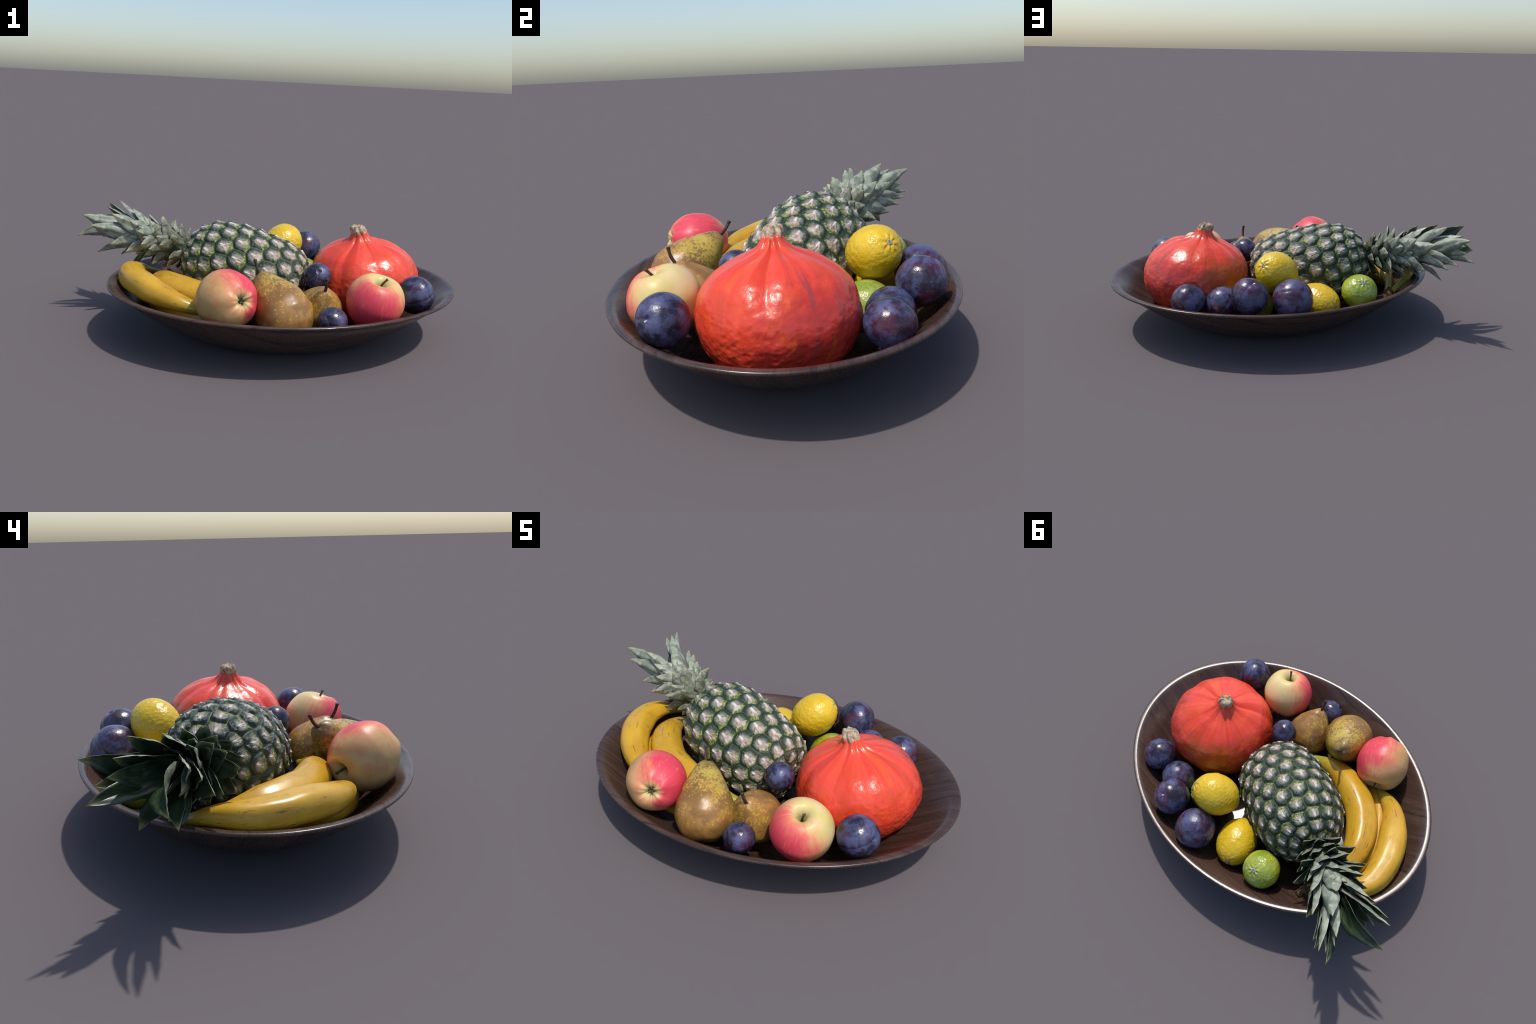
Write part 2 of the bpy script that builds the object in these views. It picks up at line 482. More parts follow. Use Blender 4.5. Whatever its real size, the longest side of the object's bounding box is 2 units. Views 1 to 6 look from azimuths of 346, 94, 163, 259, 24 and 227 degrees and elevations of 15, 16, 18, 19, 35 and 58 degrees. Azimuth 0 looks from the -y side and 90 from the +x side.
def mat_leaf(name, inner):
    m = Mat(name)
    r, age = m.rand(), m.prop("ripeness")
    x, y, z = m.xyz()
    lv = m.vec(x, m.mul(y, 0.20), z)
    n = m.noise(16, 4, 0.65, 0.5, lv)
    line = m.noise(1.0, 3, 0.6, 0.1, m.vec(m.mul(x, 190.0), m.mul(y, 3.0), m.mul(r, 30.0)))
    if inner:
        col = m.mix(m.step(n, 0.35, 0.7), (0.016, 0.034, 0.016), (0.055, 0.085, 0.038))
        col = m.mix(m.step(line, 0.5, 0.75, 0.0, 0.4), col, (0.085, 0.12, 0.055))
        col = m.mix(m.step(n, 0.62, 0.8, 0.0, 0.4), col, (0.15, 0.19, 0.02))
        ro = 0.38
    else:
        col = m.mix(m.step(n, 0.34, 0.62), (0.115, 0.140, 0.100), (0.35, 0.375, 0.295))
        col = m.mix(m.step(line, 0.45, 0.7, 0.0, 0.30), col, (0.17, 0.20, 0.15))
        col = m.mix(m.step(age, 0.2, 0.9, 0.0, 0.85), col, m.mix(m.step(n, 0.35, 0.65), (0.050, 0.058, 0.030), (0.165, 0.170, 0.105)))
        col = m.mix(m.mul(m.step(m.noise(34, 3, 0.5, 0.0, lv), 0.58, 0.70), 0.5), col, (0.10, 0.10, 0.05))
        ro = 0.45
    # yellowing tip: y runs 0 to 1 along the leaf
    col = m.mix(m.step(m.add(y, m.mul(m.sub(n, 0.5), 0.25)), 0.82, 1.0, 0.0, 0.6), col, (0.30, 0.29, 0.10))
    return m.done(col, ro, 0.45, m.bump(m.add(line, n), 0.18, 0.006))

M_WOOD, M_PLUM, M_PUMPKIN = mat_wood(), mat_plum(), mat_pumpkin()
M_CORK = mat_cork("dry_stalk", (0.23, 0.155, 0.09), (0.52, 0.42, 0.30), 45)
M_STEM = mat_cork("woody_stem", (0.020, 0.013, 0.010), (0.085, 0.050, 0.032), 90, 0.6)
M_APPLESTEM = mat_cork("apple_stem", (0.055, 0.040, 0.018), (0.13, 0.10, 0.045), 90, 0.6)
M_SEPAL = mat_cork("dried_sepal", (0.035, 0.032, 0.018), (0.16, 0.15, 0.09), 120, 0.8)
M_SCAR = mat_cork("stem_scar", (0.16, 0.14, 0.09), (0.42, 0.40, 0.34), 120, 0.8)
M_DRY = mat_cork("dry_bract", (0.16, 0.075, 0.030), (0.48, 0.28, 0.15), 60, 0.8)
M_LEMON = mat_citrus("lemon_zest", (0.64, 0.40, 0.012), (0.68, 0.465, 0.022), (0.52, 0.36, 0.012))
M_LIME = mat_citrus("lime_zest", (0.20, 0.27, 0.007), (0.35, 0.385, 0.012), (0.13, 0.20, 0.010), pale=(0.42, 0.52, 0.30))
M_LIMESCAR = mat_cork("lime_scar", (0.14, 0.15, 0.12), (0.40, 0.38, 0.34), 120, 0.8)
M_FRUITLET, M_GROOVE = mat_fruitlet(), mat_groove()
M_LEAF_OUT, M_LEAF_IN = mat_leaf("leaf_underside", False), mat_leaf("leaf_face", True)

# ------------------------------------------------------------------ bowl
def build_bowl():
    cx, cy, a, b = 0.0741, -0.001, 0.925, 0.7045
    inner = [(0.0, 0.030), (0.30, 0.030), (0.45, 0.032), (0.53, 0.038), (0.61, 0.057), (0.70, 0.099), (0.80, 0.1615),
             (0.88, 0.2165), (0.925, 0.248), (0.948, 0.2640), (0.962, 0.2715), (0.973, 0.2748)]
    rim = [(0.986, 0.2758), (0.9945, 0.2753), (0.9995, 0.2715), (1.0, 0.2670), (0.998, 0.2630), (0.992, 0.2605)]
    outer = [(0.975, 0.2560), (0.945, 0.2400), (0.90, 0.2035), (0.80, 0.1365), (0.70, 0.0795), (0.60, 0.0350), (0.51, 0.0100)]
    foot = [(0.480, 0.0025), (0.470, 0.0), (0.435, 0.0), (0.425, 0.005), (0.30, 0.006), (0.0, 0.006)]
    pieces = {"bowl_inside": inner, "rim": rim, "bowl_outside": outer, "foot": foot}
    # one smooth line through all the pieces, then cut where they meet
    pts = inner + rim + outer + foot
    line, tag = [], []
    P = np.array([(2 * pts[0][0] - pts[1][0], pts[0][1])] + pts + [(-0.3, 0.006)])
    bounds = np.cumsum([len(inner), len(rim), len(outer), len(foot)])
    for k in range(1, len(P) - 2):
        n = 3 if np.linalg.norm(P[k + 1] - P[k]) < 0.012 else 7
        t = np.linspace(0, 1, n, endpoint=False)[:, None]
        p0, p1, p2, p3 = P[k - 1:k + 3]
        line.append(0.5 * (2 * p1 + (p2 - p0) * t + (2 * p0 - 5 * p1 + 4 * p2 - p3) * t ** 2 + (3 * p1 - p0 - 3 * p2 + p3) * t ** 3)
                    if 10 < k + 1 < 21 else p1 + (p2 - p1) * t if k < 2 else
                    0.5 * (2 * p1 + (p2 - p0) * t + (2 * p0 - 5 * p1 + 4 * p2 - p3) * t ** 2 + (3 * p1 - p0 - 3 * p2 + p3) * t ** 3))
        tag += [int(np.searchsorted(bounds, k, side="right"))] * n
    line = np.vstack(line + [P[-2][None]])
    line[:, 0] = np.clip(line[:, 0], 1e-4, 1.0)
    tag = np.array(tag)
    nt = 360
    th = np.linspace(0, 2 * np.pi, nt, endpoint=False)
    e = 1.97
    k = (np.abs(np.cos(th)) ** e + np.abs(np.sin(th)) ** e) ** (-1 / e)
    # the foot is a little rounder than the rim
    rounder = 0.02 * (1 - line[:, 0])
    X = np.outer(line[:, 0] * (1 - rounder), a * k * np.cos(th))
    Y = np.outer(line[:, 0] * (1 + rounder), b * k * np.sin(th))
    Z = np.outer(line[:, 1], np.ones(nt))
    V = np.stack([X, Y, Z], -1).reshape(-1, 3)
    # hand-turned unevenness, fading out at the foot
    w = sstep(0.5, 0.9, np.repeat(line[:, 0], nt))
    V[:, 2] += 0.0016 * w * fbm(V * [1, 1, 0], 3.5, 2, 5)
    V[:, 2] = np.maximum(V[:, 2], 0.0)
    F = ring_faces(len(line), nt)[:, ::-1]
    ftag = np.repeat(tag, nt)
    me = add_mesh("whole", V, F, M_WOOD)
    nrm = np.zeros(len(V) * 3, np.float32)
    me.vertices.foreach_get("normal", nrm)
    nrm = nrm.reshape(-1, 3)
    bpy.data.meshes.remove(me)
    root = thing("wooden_bowl", "shallow oval bowl of dark glossy wood with flared rim", "bowl", (cx, cy, 0))
    for t, name in enumerate(pieces):
        f = F[ftag == t]
        ids, inv = np.unique(f, return_inverse=True)
        part = add_mesh(name, V[ids], inv.reshape(-1, 4), M_WOOD)
        part.normals_split_custom_set_from_vertices([Vector(v) for v in nrm[ids].tolist()])
        put(name, part, root, mat4((cx, cy, 0)))

# ------------------------------------------------------------------ small fruit
def build_plum(c, r, pole, seam, seed=0):
    """plum: a seam down one side (local +x), a pit where the stalk was (local +z)"""
    prof = [(math.sin(t), -math.cos(t)) for t in np.linspace(0, math.pi, 13)]
    def disp(X, N, TH, T):
        ang = np.angle(np.exp(1j * TH))
        groove = np.exp(-(ang * np.sin(np.pi * T) / 0.085) ** 2) * sstep(0.04, 0.25, T)
        cheek = 0.018 * np.cos(2 * TH) * np.sin(np.pi * T)
        pit = 0.10 * np.exp(-((1 - T) / 0.045) ** 2) - 0.025 * np.exp(-(T / 0.03) ** 2)
        return X + N * (-0.017 * groove - cheek - pit + 0.024 * fbm(X, 1.3, 2, seed))[:, None]
    V, F = revolve(prof, 64, 120, disp)
    me = add_mesh("plum", V * r, F, M_PLUM)
    z = unit(pole)
    x = np.array(seam, float)
    x = unit(x - z * (x @ z))
    o = put("plum", me, None, mat4(c, np.stack([x, np.cross(z, x), z], 1)))
    o["label"], o["category"] = "round dark blue plum with pale waxy bloom", "plum"
    return o

def stem_part(name, me_mat, parent, pts, r0, r1, M=None, knob=1.35):
    path = catmull(pts, 18)
    s = np.linspace(0, 1, 18)
    rad = r0 + (r1 - r0) * s + r1 * (knob - 1) * sstep(0.82, 1.0, s) + r0 * 0.5 * sstep(0.2, 0.0, s)
    V, F = tube(path, rad, 12, lambda th, k: 1 + 0.10 * np.sin(3 * th + 4 * k))
    return put(name, add_mesh(name, V, F, me_mat), parent, M)

def build_apple(c, axis, req, rpol, mat, stem_tip, seed, roll=0.0):
    prof = [(0, -0.74), (0.07, -0.77), (0.17, -0.85), (0.30, -0.905), (0.48, -0.865), (0.72, -0.68), (0.90, -0.41),
            (0.99, 0.0), (0.965, 0.26), (0.86, 0.52), (0.71, 0.72), (0.575, 0.825), (0.46, 0.868), (0.345, 0.858), (0.24, 0.795), (0.14, 0.67), (0.06, 0.54), (0, 0.49)]
    R = frame(axis)
    if roll:
        q = np.array([[math.cos(roll), -math.sin(roll), 0], [math.sin(roll), math.cos(roll), 0], [0, 0, 1]])
        R = R @ q
    def disp(X, N, TH, T):
        lobe = 0.024 * np.cos(5 * TH + 0.4) * sstep(0.65, 0.1, T) + 0.016 * np.cos(3 * TH) * sstep(0.4, 0.9, T)
        rib = 0.010 * np.cos(11 * TH) * np.exp(-((T - 0.1) / 0.06) ** 2)
        X = X + N * (lobe + rib + 0.022 * fbm(X, 0.9, 2, seed))[:, None]
        return X
    V, F = revolve(prof, 72, 96, disp)
    V = V * [req, req, rpol / 0.935]
    root = thing("apple", "red-blushed yellow apple with short brown stem", "apple", np.array(c) - [0, 0, req])
    M = mat4(c, R)
    put("apple_body", add_mesh("apple_body", V, F, mat), root, M)
    tip = R.T @ (np.array(stem_tip) - c)
    z0 = 0.48 * rpol
    pts = [(0, 0, z0), tip * [0.25, 0.25, 0] + [0, 0, z0 + (tip[2] - z0) * 0.5], tip]
    stem_part("stem", M_APPLESTEM, root, pts, 0.0050, 0.0052, M)
    # dried flower remains in the lower hollow
    Vs, Fs = [], []
    for k in range(5):
        t = k * 2 * np.pi / 5 + 0.3
        u = np.array([math.cos(t), math.sin(t), 0])
        w = np.array([-math.sin(t), math.cos(t), 0])
        base = len(Vs)
        for s in np.linspace(0, 1, 6):
            ctr = u * (0.003 + 0.015 * s) + np.array([0, 0, -0.70 * rpol - 0.018 * math.sin(s * 2.2) - 0.012])
            wd = 0.0065 * (1 - s) ** 0.7 + 0.0005
            Vs += [ctr - w * wd, ctr + [0, 0, -0.0025], ctr + w * wd, ctr + [0, 0, 0.001]]
        for s in range(5):
            for q in range(4):
                a0, a1 = base + s * 4 + q, base + s * 4 + (q + 1) % 4
                Fs.append([a0, a1, a1 + 4, a0 + 4])
    put("calyx", add_mesh("calyx", np.array(Vs), Fs, M_SEPAL), root, M)

def build_pear(c, neck, stem_tip, R0, mat, seed, length=None):
    c, neck, stem_tip = map(np.array, (c, neck, stem_tip))
    L = np.linalg.norm(neck - c)
    R = frame(neck - c)
    prof = [(0, -0.80), (0.10, -0.83), (0.26, -0.90), (0.50, -0.84), (0.78, -0.62), (0.96, -0.25), (1.0, 0.05)]
    up = L / R0
    prof += [(0.955, 0.22 * up), (0.80, 0.45 * up), (0.60, 0.66 * up), (0.43, 0.82 * up), (0.30, 0.92 * up), (0.16, 0.985 * up), (0.05, 1.0 * up), (0, 0.99 * up)]
    def disp(X, N, TH, T):
        return X + N * (0.045 * fbm(X, 1.4, 3, seed) + 0.014 * np.cos(3 * TH + 1) * sstep(0.6, 0.95, T))[:, None]
    V, F = revolve(prof, 84, 96, disp)
    root = thing("pear", "squat russet pear, yellow-green with brown speckle", "pear", c - [0, 0, R0])
    M = mat4(c, R)
    put("pear_body", add_mesh("pear_body", V * R0, F, mat), root, M)
    tip = R.T @ (stem_tip - c)
    stem_part("stem", M_STEM, root, [(0, 0, L - 0.012), tip * [0.25, 0.25, 0] + [0, 0, L + (tip[2] - L) * 0.5], tip], 0.0075, 0.0065, M)
    Vc, Fc = revolve([(0, -0.85), (0.06, -0.875), (0.11, -0.87), (0.13, -0.84), (0.06, -0.80), (0, -0.80)], 14, 20,
                     lambda X, N, TH, T: X + N * (0.02 * np.cos(5 * TH) + 0.01)[:, None])
    put("calyx", add_mesh("calyx", Vc * R0, Fc, M_SEPAL), root, M)

def build_citrus(name, label, c, axis, r, half, mat, scar_mat, nipple, seed):
    prof = []
    for t in np.linspace(0, math.pi, 17):
        prof.append((r * math.sin(t) ** 0.95, -half * math.cos(t)))
    if nipple:
        prof[0:3] = [(0, -half - nipple), (0.012, -half - nipple * 0.85), (0.030, -half - nipple * 0.1)]
        prof[3] = (max(prof[3][0], 0.042), prof[3][1])
    def disp(X, N, TH, T):
        rough = 0.0012 * fbm(X, 24, 2, seed) + 0.0016 * fbm(X, 75, 2, seed + 3) + 0.0045 * fbm(X, 6, 2, seed + 9)
        pit = -0.006 * np.exp(-((1 - T) / 0.035) ** 2)
        fold = 0.0022 * np.cos(7 * TH) * np.exp(-((T - 0.93) / 0.04) ** 2)
        return X + N * (rough * sstep(0, 0.05, 1 - T) + pit + fold)[:, None]
    V, F = revolve(prof, 130, 170, disp)
    R = frame(axis)
    root = thing(name, label, name, np.array(c) - [0, 0, r])
    put("peel", add_mesh("peel", V, F, mat), root, mat4(c, R))
    rr = 0.013
    Vs, Fs = revolve([(0, -0.004), (rr * 0.9, -0.003), (rr, 0.002), (rr * 0.6, 0.0045), (rr * 0.3, 0.003), (0, 0.002)], 14, 24,
                     lambda X, N, TH, T: X * (1 + 0.14 * np.cos(5 * TH) + 0.06 * np.cos(9 * TH))[:, None])
    top = np.array(c) + R[:, 2] * (half - 0.005)
    put("stem_scar", add_mesh("stem_scar", Vs, Fs, scar_mat), root, mat4(top, R))

# ------------------------------------------------------------------ pumpkin
def build_pumpkin():
    c = np.array([0.5235, -0.002, 0.255])
    top = np.array([0.4725, -0.013, 0.530])
    R = frame((top - c) * [0.75, 0.75, 1], (1, 0, 0))
    lean = R.T @ (top - c) * [1, 1, 0]          # the neck leans, the body hardly does
    prof = [(0, -0.200), (0.05, -0.205), (0.11, -0.203), (0.175, -0.178), (0.235, -0.125), (0.278, -0.060), (0.2950, 0.005),
            (0.288, 0.068), (0.262, 0.129), (0.217, 0.179), (0.160, 0.212), (0.104, 0.233), (0.069, 0.249), (0.048, 0.268), (0.037, 0.286), (0.028, 0.290), (0, 0.290)]
    def disp(X, N, TH, T):
        n = 11
        w = TH + 0.10 * np.sin(2 * TH + 1) + 0.05 * np.sin(5 * TH)
        rib = (0.5 - 0.5 * np.cos(n * w)) ** 0.6
        up = sstep(0.30, 0.72, T) * sstep(0.99, 0.9, T)
        d = (rib - 0.75) * (0.0028 + 0.0026 * up) * (1 + 0.5 * np.sin(3 * TH + 2))
        neck = 0.0018 * np.cos(10 * TH + 0.5) * np.exp(-((T - 0.955) / 0.035) ** 2)
        lump = 0.0085 * fbm(X, 6, 2, 31)
        dents = 0.0042 * fbm(X, 30, 3, 37) * (0.25 + 0.75 * sstep(0.80, 0.45, T))
        return X + N * (d + neck + lump + dents)[:, None] + lean * sstep(0.06, 0.28, X[:, 2])[:, None]
    V, F = revolve(prof, 240, 300, disp)
    root = thing("pumpkin", "small onion-shaped orange-red pumpkin with corky stalk", "pumpkin", c - [0, 0, 0.2])
    M = mat4(c, R)
    put("pumpkin_body", add_mesh("pumpkin_body", V, F, M_PUMPKIN), root, M)
    prof = [(0, 0.274), (0.032, 0.275), (0.0385, 0.281), (0.0395, 0.293), (0.0375, 0.305), (0.0325, 0.316), (0.022, 0.323), (0.010, 0.320), (0, 0.318)]
    def chunky(X, N, TH, T):
        facet = 0.0030 * np.cos(6 * TH + 1.2) + 0.0022 * np.cos(9 * TH)
        return X + N * (facet * sstep(1.0, 0.7, T) + 0.0040 * fbm(X, 42, 3, 12))[:, None] + np.array([-0.010, 0.004, 0]) * sstep(0.276, 0.32, X[:, 2])[:, None]
    V, F = revolve(prof, 40, 64, chunky)
    V = V + lean
    put("stalk", add_mesh("stalk", V, F, M_CORK), root, M)

# ------------------------------------------------------------------ bananas
def build_bananas():
    knot = np.array([-0.500, 0.372, 0.198])
    root = thing("banana_bunch", "bunch of three ripe yellow bananas with freckles", "banana", (-0.55, 0.0, 0.10))
    fingers = [
        # inner, outer (upper layer) and the one underneath
        dict(pts=[(-0.502, 0.351, 0.205), (-0.5557, 0.2512, 0.2262), (-0.5716, 0.147, 0.2416), (-0.5486, 0.0398, 0.250), (-0.4941, -0.0629, 0.2467),
                  (-0.4055, -0.1554, 0.2395), (-0.2839, -0.2223, 0.2362), (-0.1467, -0.2659, 0.2150), (-0.040, -0.2630, 0.1990), (0.035, -0.2500, 0.1880)],
             r=0.0790, swell=(1.02, 1.06, 1.04, 0.90), oval=0.0),
        dict(pts=[(-0.504, 0.370, 0.201), (-0.6198, 0.3092, 0.2526), (-0.6862, 0.2233, 0.2856), (-0.7223, 0.1264, 0.289), (-0.7127, 0.027, 0.2885),
                  (-0.6763, -0.0744, 0.2885), (-0.6129, -0.1746, 0.2749), (-0.520, -0.2725, 0.2594), (-0.3651, -0.3411, 0.2117)],
             r=0.0612, swell=(0.93, 1.12, 1.14, 0.83), oval=-0.07),
        dict(pts=[(-0.495, 0.368, 0.197), (-0.555, 0.285, 0.200), (-0.590, 0.190, 0.200), (-0.600, 0.080, 0.198), (-0.588, -0.030, 0.195), (-0.553, -0.130, 0.190),
                  (-0.497, -0.220, 0.183), (-0.420, -0.295, 0.172), (-0.335, -0.350, 0.160), (-0.240, -0.390, 0.152), (-0.165, -0.410, 0.150)],
             r=0.060, swell=(1, 1, 1, 1), oval=0.0),
    ]
    for k, f in enumerate(fingers):
        n = 120
        path = catmull(f["pts"], n)
        ctr = path[int(n * 0.45)]
        # frame on the bend: origin at the centre of the arc, z its axis
        A, B, C = path[int(n * .2)], path[int(n * .55)], path[int(n * .9)]
        nz = unit(np.cross(B - A, C - A))
        u = unit(B - A)
        v = np.cross(nz, u)
        bx = (B - A) @ u
        cx_, cy_ = (C - A) @ u, (C - A) @ v
        hx = bx / 2
        hy = (cx_ ** 2 + cy_ ** 2 - bx * cx_) / (2 * cy_)
        O = A + u * hx + v * hy
        # turn the local x axis away from the fruit so that no angle wraps inside it
        xx = unit(B - O)
        Rm = np.stack([xx, np.cross(nz, xx), nz], 1)
        s = np.linspace(0, 1, n)
        r = f["r"]
        rad = np.interp(s, [0, 0.06, 0.13, 0.22, 0.32, 0.45, 0.60, 0.74, 0.84, 0.91, 0.955, 0.98, 1.0],
                        np.array([0.27, 0.26, 0.33, 0.62, 0.90, 1.0, 1.0, 0.96, 0.82, 0.58, 0.33, 0.25, 0.21]) * r)
        rad = rad * np.interp(s, [0, 0.25, 0.45, 0.65, 0.85, 1], [1, *f['swell'], 1])
        rad = np.convolve(np.pad(rad, 4, mode="edge"), np.ones(9) / 9, "valid")
        def sec(th, q, k=k, ov=f['oval']):
            return 1 + 0.032 * np.cos(5 * th + 0.5 + k) * math.sin(math.pi * min(q * 1.1, 1)) + ov * np.cos(2 * th)
        V, F = tube(path, rad, 60, sec)
        V = V + 0.0015 * fbm(V, 14, 2, 50 + k)[:, None]
        V = (V - O) @ Rm
        tip, neck = (path[-1] - O) @ Rm, (path[0] - O) @ Rm
        m = mat_banana("banana_peel" + ("" if k == 0 else ".%03d" % k), tip, neck)
        put("banana", add_mesh("banana", V, F, m), root, mat4(O, Rm))
        tp = path[-1] + unit(path[-1] - path[-4]) * 0.001
        d = unit(path[-1] - path[-4])
        Vt, Ft = tube(np.array([tp - d * 0.004, tp + d * 0.004, tp + d * 0.010, tp + d * 0.012]), np.array([0.0165, 0.0165, 0.012, 0.004]), 16,
                      lambda th, q: 1 + 0.08 * np.cos(5 * th))
        put("blossom_end", add_mesh("blossom_end", Vt, Ft, M_STEM), root)
    d = unit((0.35, 0.75, 0.02))
    path = catmull([knot - d * 0.030, knot, knot + d * 0.028, knot + d * 0.045], 16)
    V, F = tube(path, np.interp(np.linspace(0, 1, 16), [0, 0.4, 1], [0.032, 0.033, 0.020]), 28,
                lambda th, q: 1 + 0.14 * np.cos(3 * th) + 0.05 * np.cos(7 * th))
    V = V + 0.004 * fbm(V, 60, 3, 3)[:, None]
    put("bunch_stalk", add_mesh("bunch_stalk", V, F, mat_cork("banana_stalk", (0.045, 0.028, 0.018), (0.19, 0.12, 0.05), 40)), root)

# ------------------------------------------------------------------ pineapple
def build_pineapple():
    C = np.array([-0.108, 0.0802, 0.2937])
    axis = unit((-0.8842, 0.3916, 0.2541))
    R = frame(axis)
    root = thing("pineapple", "ripe pineapple on its side with leafy green crown", "pineapple", (C[0], C[1], 0.06))
    prof = []
    for t in np.linspace(-1, 1, 27):
        q = math.sin(t * math.pi / 2)
        e = 3.7 if q < 0 else 2.55
        prof.append((0.2378 * (1 - abs(q) ** e) ** (1 / e) * (1 + 0.033 * q), q * (0.314 if q < 0 else 0.360)))
    nr, nt = 400, 760
    pr = catmull(prof, nr)
    pr[:, 0] = np.maximum(pr[:, 0], 1e-5)
    ds = np.concatenate([[0], np.linalg.norm(np.diff(pr, axis=0), axis=1)])
    s = np.cumsum(ds) / ds.sum()
    # phyllotaxis: each eye takes its share of area, larger towards the base
    # the eyes follow one helix; a half-integer number per turn staggers the rows like a honeycomb
    per_turn = np.where(s < 0.10, 8.5, np.where(s < 0.20, 12.5, np.where(s < 0.74, 15.5, np.where(s < 0.86, 13.5, 9.5))))
    wide = np.clip(2 * np.pi * pr[:, 0] / per_turn, 0.066, 0.105)
    share = wide ** 2 * 0.866
    cum = np.cumsum(2 * np.pi * pr[:, 0] * ds / share)
    N = int(cum[-1])
    eyes, nrm, tan, size, ages = [], [], [], [], []
    d = np.gradient(pr, axis=0)
    th = 0.8
    for i in range(N):
        si = np.interp(i + 0.5, cum, s)
        r, z = np.interp(si, s, pr[:, 0]), np.interp(si, s, pr[:, 1])
        dr, dz = np.interp(si, s, d[:, 0]), np.interp(si, s, d[:, 1])
        L = math.hypot(dr, dz)
        dr, dz = dr / L, dz / L
        th += 2 * math.pi / per_turn[int(np.searchsorted(s, si).clip(0, nr - 1))]
        e = np.array([math.cos(th), math.sin(th), 0])
        eyes.append(e * r + [0, 0, z])
        tan.append(e * dr + np.array([0, 0, dz]))
        nrm.append(e * dz - np.array([0, 0, dr]))
        size.append(math.sqrt(np.interp(si, s, share)))
        ages.append(1 - si)
    eyes, nrm, tan, size = map(np.array, (eyes, nrm, tan, size))
    bit = np.cross(tan, nrm)
    th = np.linspace(0, 2 * np.pi, nt, endpoint=False)
    X = np.stack([np.outer(pr[:, 0], np.cos(th)), np.outer(pr[:, 0], np.sin(th)), np.outer(pr[:, 1], np.ones(nt))], -1).reshape(-1, 3)
    pn = np.stack([d[:, 1], -d[:, 0]], 1)
    pn /= np.linalg.norm(pn, axis=1)[:, None]
    NN = np.stack([np.outer(pn[:, 0], np.cos(th)), np.outer(pn[:, 0], np.sin(th)), np.outer(pn[:, 1], np.ones(nt))], -1).reshape(-1, 3)
    warp = np.stack([fbm(X, 14, 2, 70 + q) for q in range(3)], 1) * 0.013
    idx = np.empty(len(X), int)
    edge = np.empty(len(X))
    for a in range(0, len(X), 20000):
        D = np.linalg.norm((X[a:a + 20000] + warp[a:a + 20000])[:, None] - eyes[None], axis=2) / size[None]
        o = np.argpartition(D, 1, axis=1)[:, :2]
        d0 = np.take_along_axis(D, o, 1)
        sw = d0[:, 0] > d0[:, 1]
        o[sw] = o[sw][:, ::-1]
        d0 = np.sort(d0, axis=1)
        idx[a:a + 20000] = o[:, 0]
        edge[a:a + 20000] = d0[:, 1] - d0[:, 0]
    rel = X - eyes[idx]
    sz = size[idx]
    lx = (rel * bit[idx]).sum(1) / sz
    ly = (rel * tan[idx]).sum(1) / sz
    age = np.array(ages)[idx]
    fresh = 1 - age
    groove = sstep(0.0, 0.26, edge)
    lobes = np.exp(-(((np.abs(lx) - 0.26) / 0.20) ** 2 + ((ly - 0.24) / 0.24) ** 2))
    spike = np.exp(-((lx / 0.075) ** 2 + ((ly - 0.08) / 0.16) ** 2))
    dd = 0.16 - ly
    fan = sstep(-0.05, 0.15, 0.06 + 0.9 * dd - np.abs(lx)) * sstep(-0.05, 0.05, dd) * np.exp(-(dd / 0.45) ** 2)
    rays = 0.5 + 0.5 * np.cos(26 * lx / (0.25 + np.abs(dd)))
    h = sz / 0.08 * (0.0042 * groove + (0.0025 + 0.0065 * fresh) * lobes * groove + 0.0055 * spike + 0.0028 * fan * (0.6 + 0.6 * rays) * groove)
    rough = fbm(X, 55, 3, 90)
    h = h + 0.0042 * rough * (0.5 + age) * groove
    V = X + NN * (h - 0.0055)[:, None] + tan[idx] * (spike * sz * 0.10 * (0.5 + fresh))[:, None]
    F = ring_faces(nr, nt)
    fi = idx[F]
    # a face belongs to the eye that most of its corners belong to
    owner = np.where(fi[:, 0] == fi[:, 1], fi[:, 0], np.where(fi[:, 2] == fi[:, 3], fi[:, 2], fi[:, 0]))
    fedge = edge[F].mean(1)
    tmp = add_mesh("whole", V, F, M_FRUITLET)
    vn = np.zeros(len(V) * 3, np.float32)
    tmp.vertices.foreach_get("normal", vn)
    vn = vn.reshape(-1, 3)
    bpy.data.meshes.remove(tmp)
    core = [(max(r * 0.94 - 0.004, 0), z * 0.955) for r, z in prof]
    Vc, Fc = revolve(core, 60, 90)
    M0 = mat4(C, R)
    body = put("rind", add_mesh("rind", Vc, Fc, M_GROOVE), root, M0)
    order = np.argsort(owner, kind="stable")
    cuts = np.searchsorted(owner[order], np.arange(N + 1))
    for i in range(N):
        f = F[order[cuts[i]:cuts[i + 1]]]
        if len(f) < 6:
            continue
        fe = fedge[order[cuts[i]:cuts[i + 1]]]
        ids, inv = np.unique(f, return_inverse=True)
        Q = np.stack([bit[i], tan[i], nrm[i]], 1)
        loc = (V[ids] - eyes[i]) @ Q / size[i]
        me = add_mesh("fruitlet", loc, inv.reshape(-1, 4), [M_FRUITLET, M_GROOVE], True, (fe < 0.075).astype(int))
        me.normals_split_custom_set_from_vertices([Vector(v) for v in (vn[ids] @ Q).tolist()])
        W = M0 @ mat4(eyes[i], Q, size[i])
        o = put("fruitlet", me, body, W)
        o["ripeness"] = float(ages[i])

    # ---- crown
    B0 = np.array([-0.420, 0.206, 0.384])
    B1 = np.array([-0.870, 0.475, 0.497])
    ax = unit(B1 - B0)
    S = frame(ax)
    L = 0.30
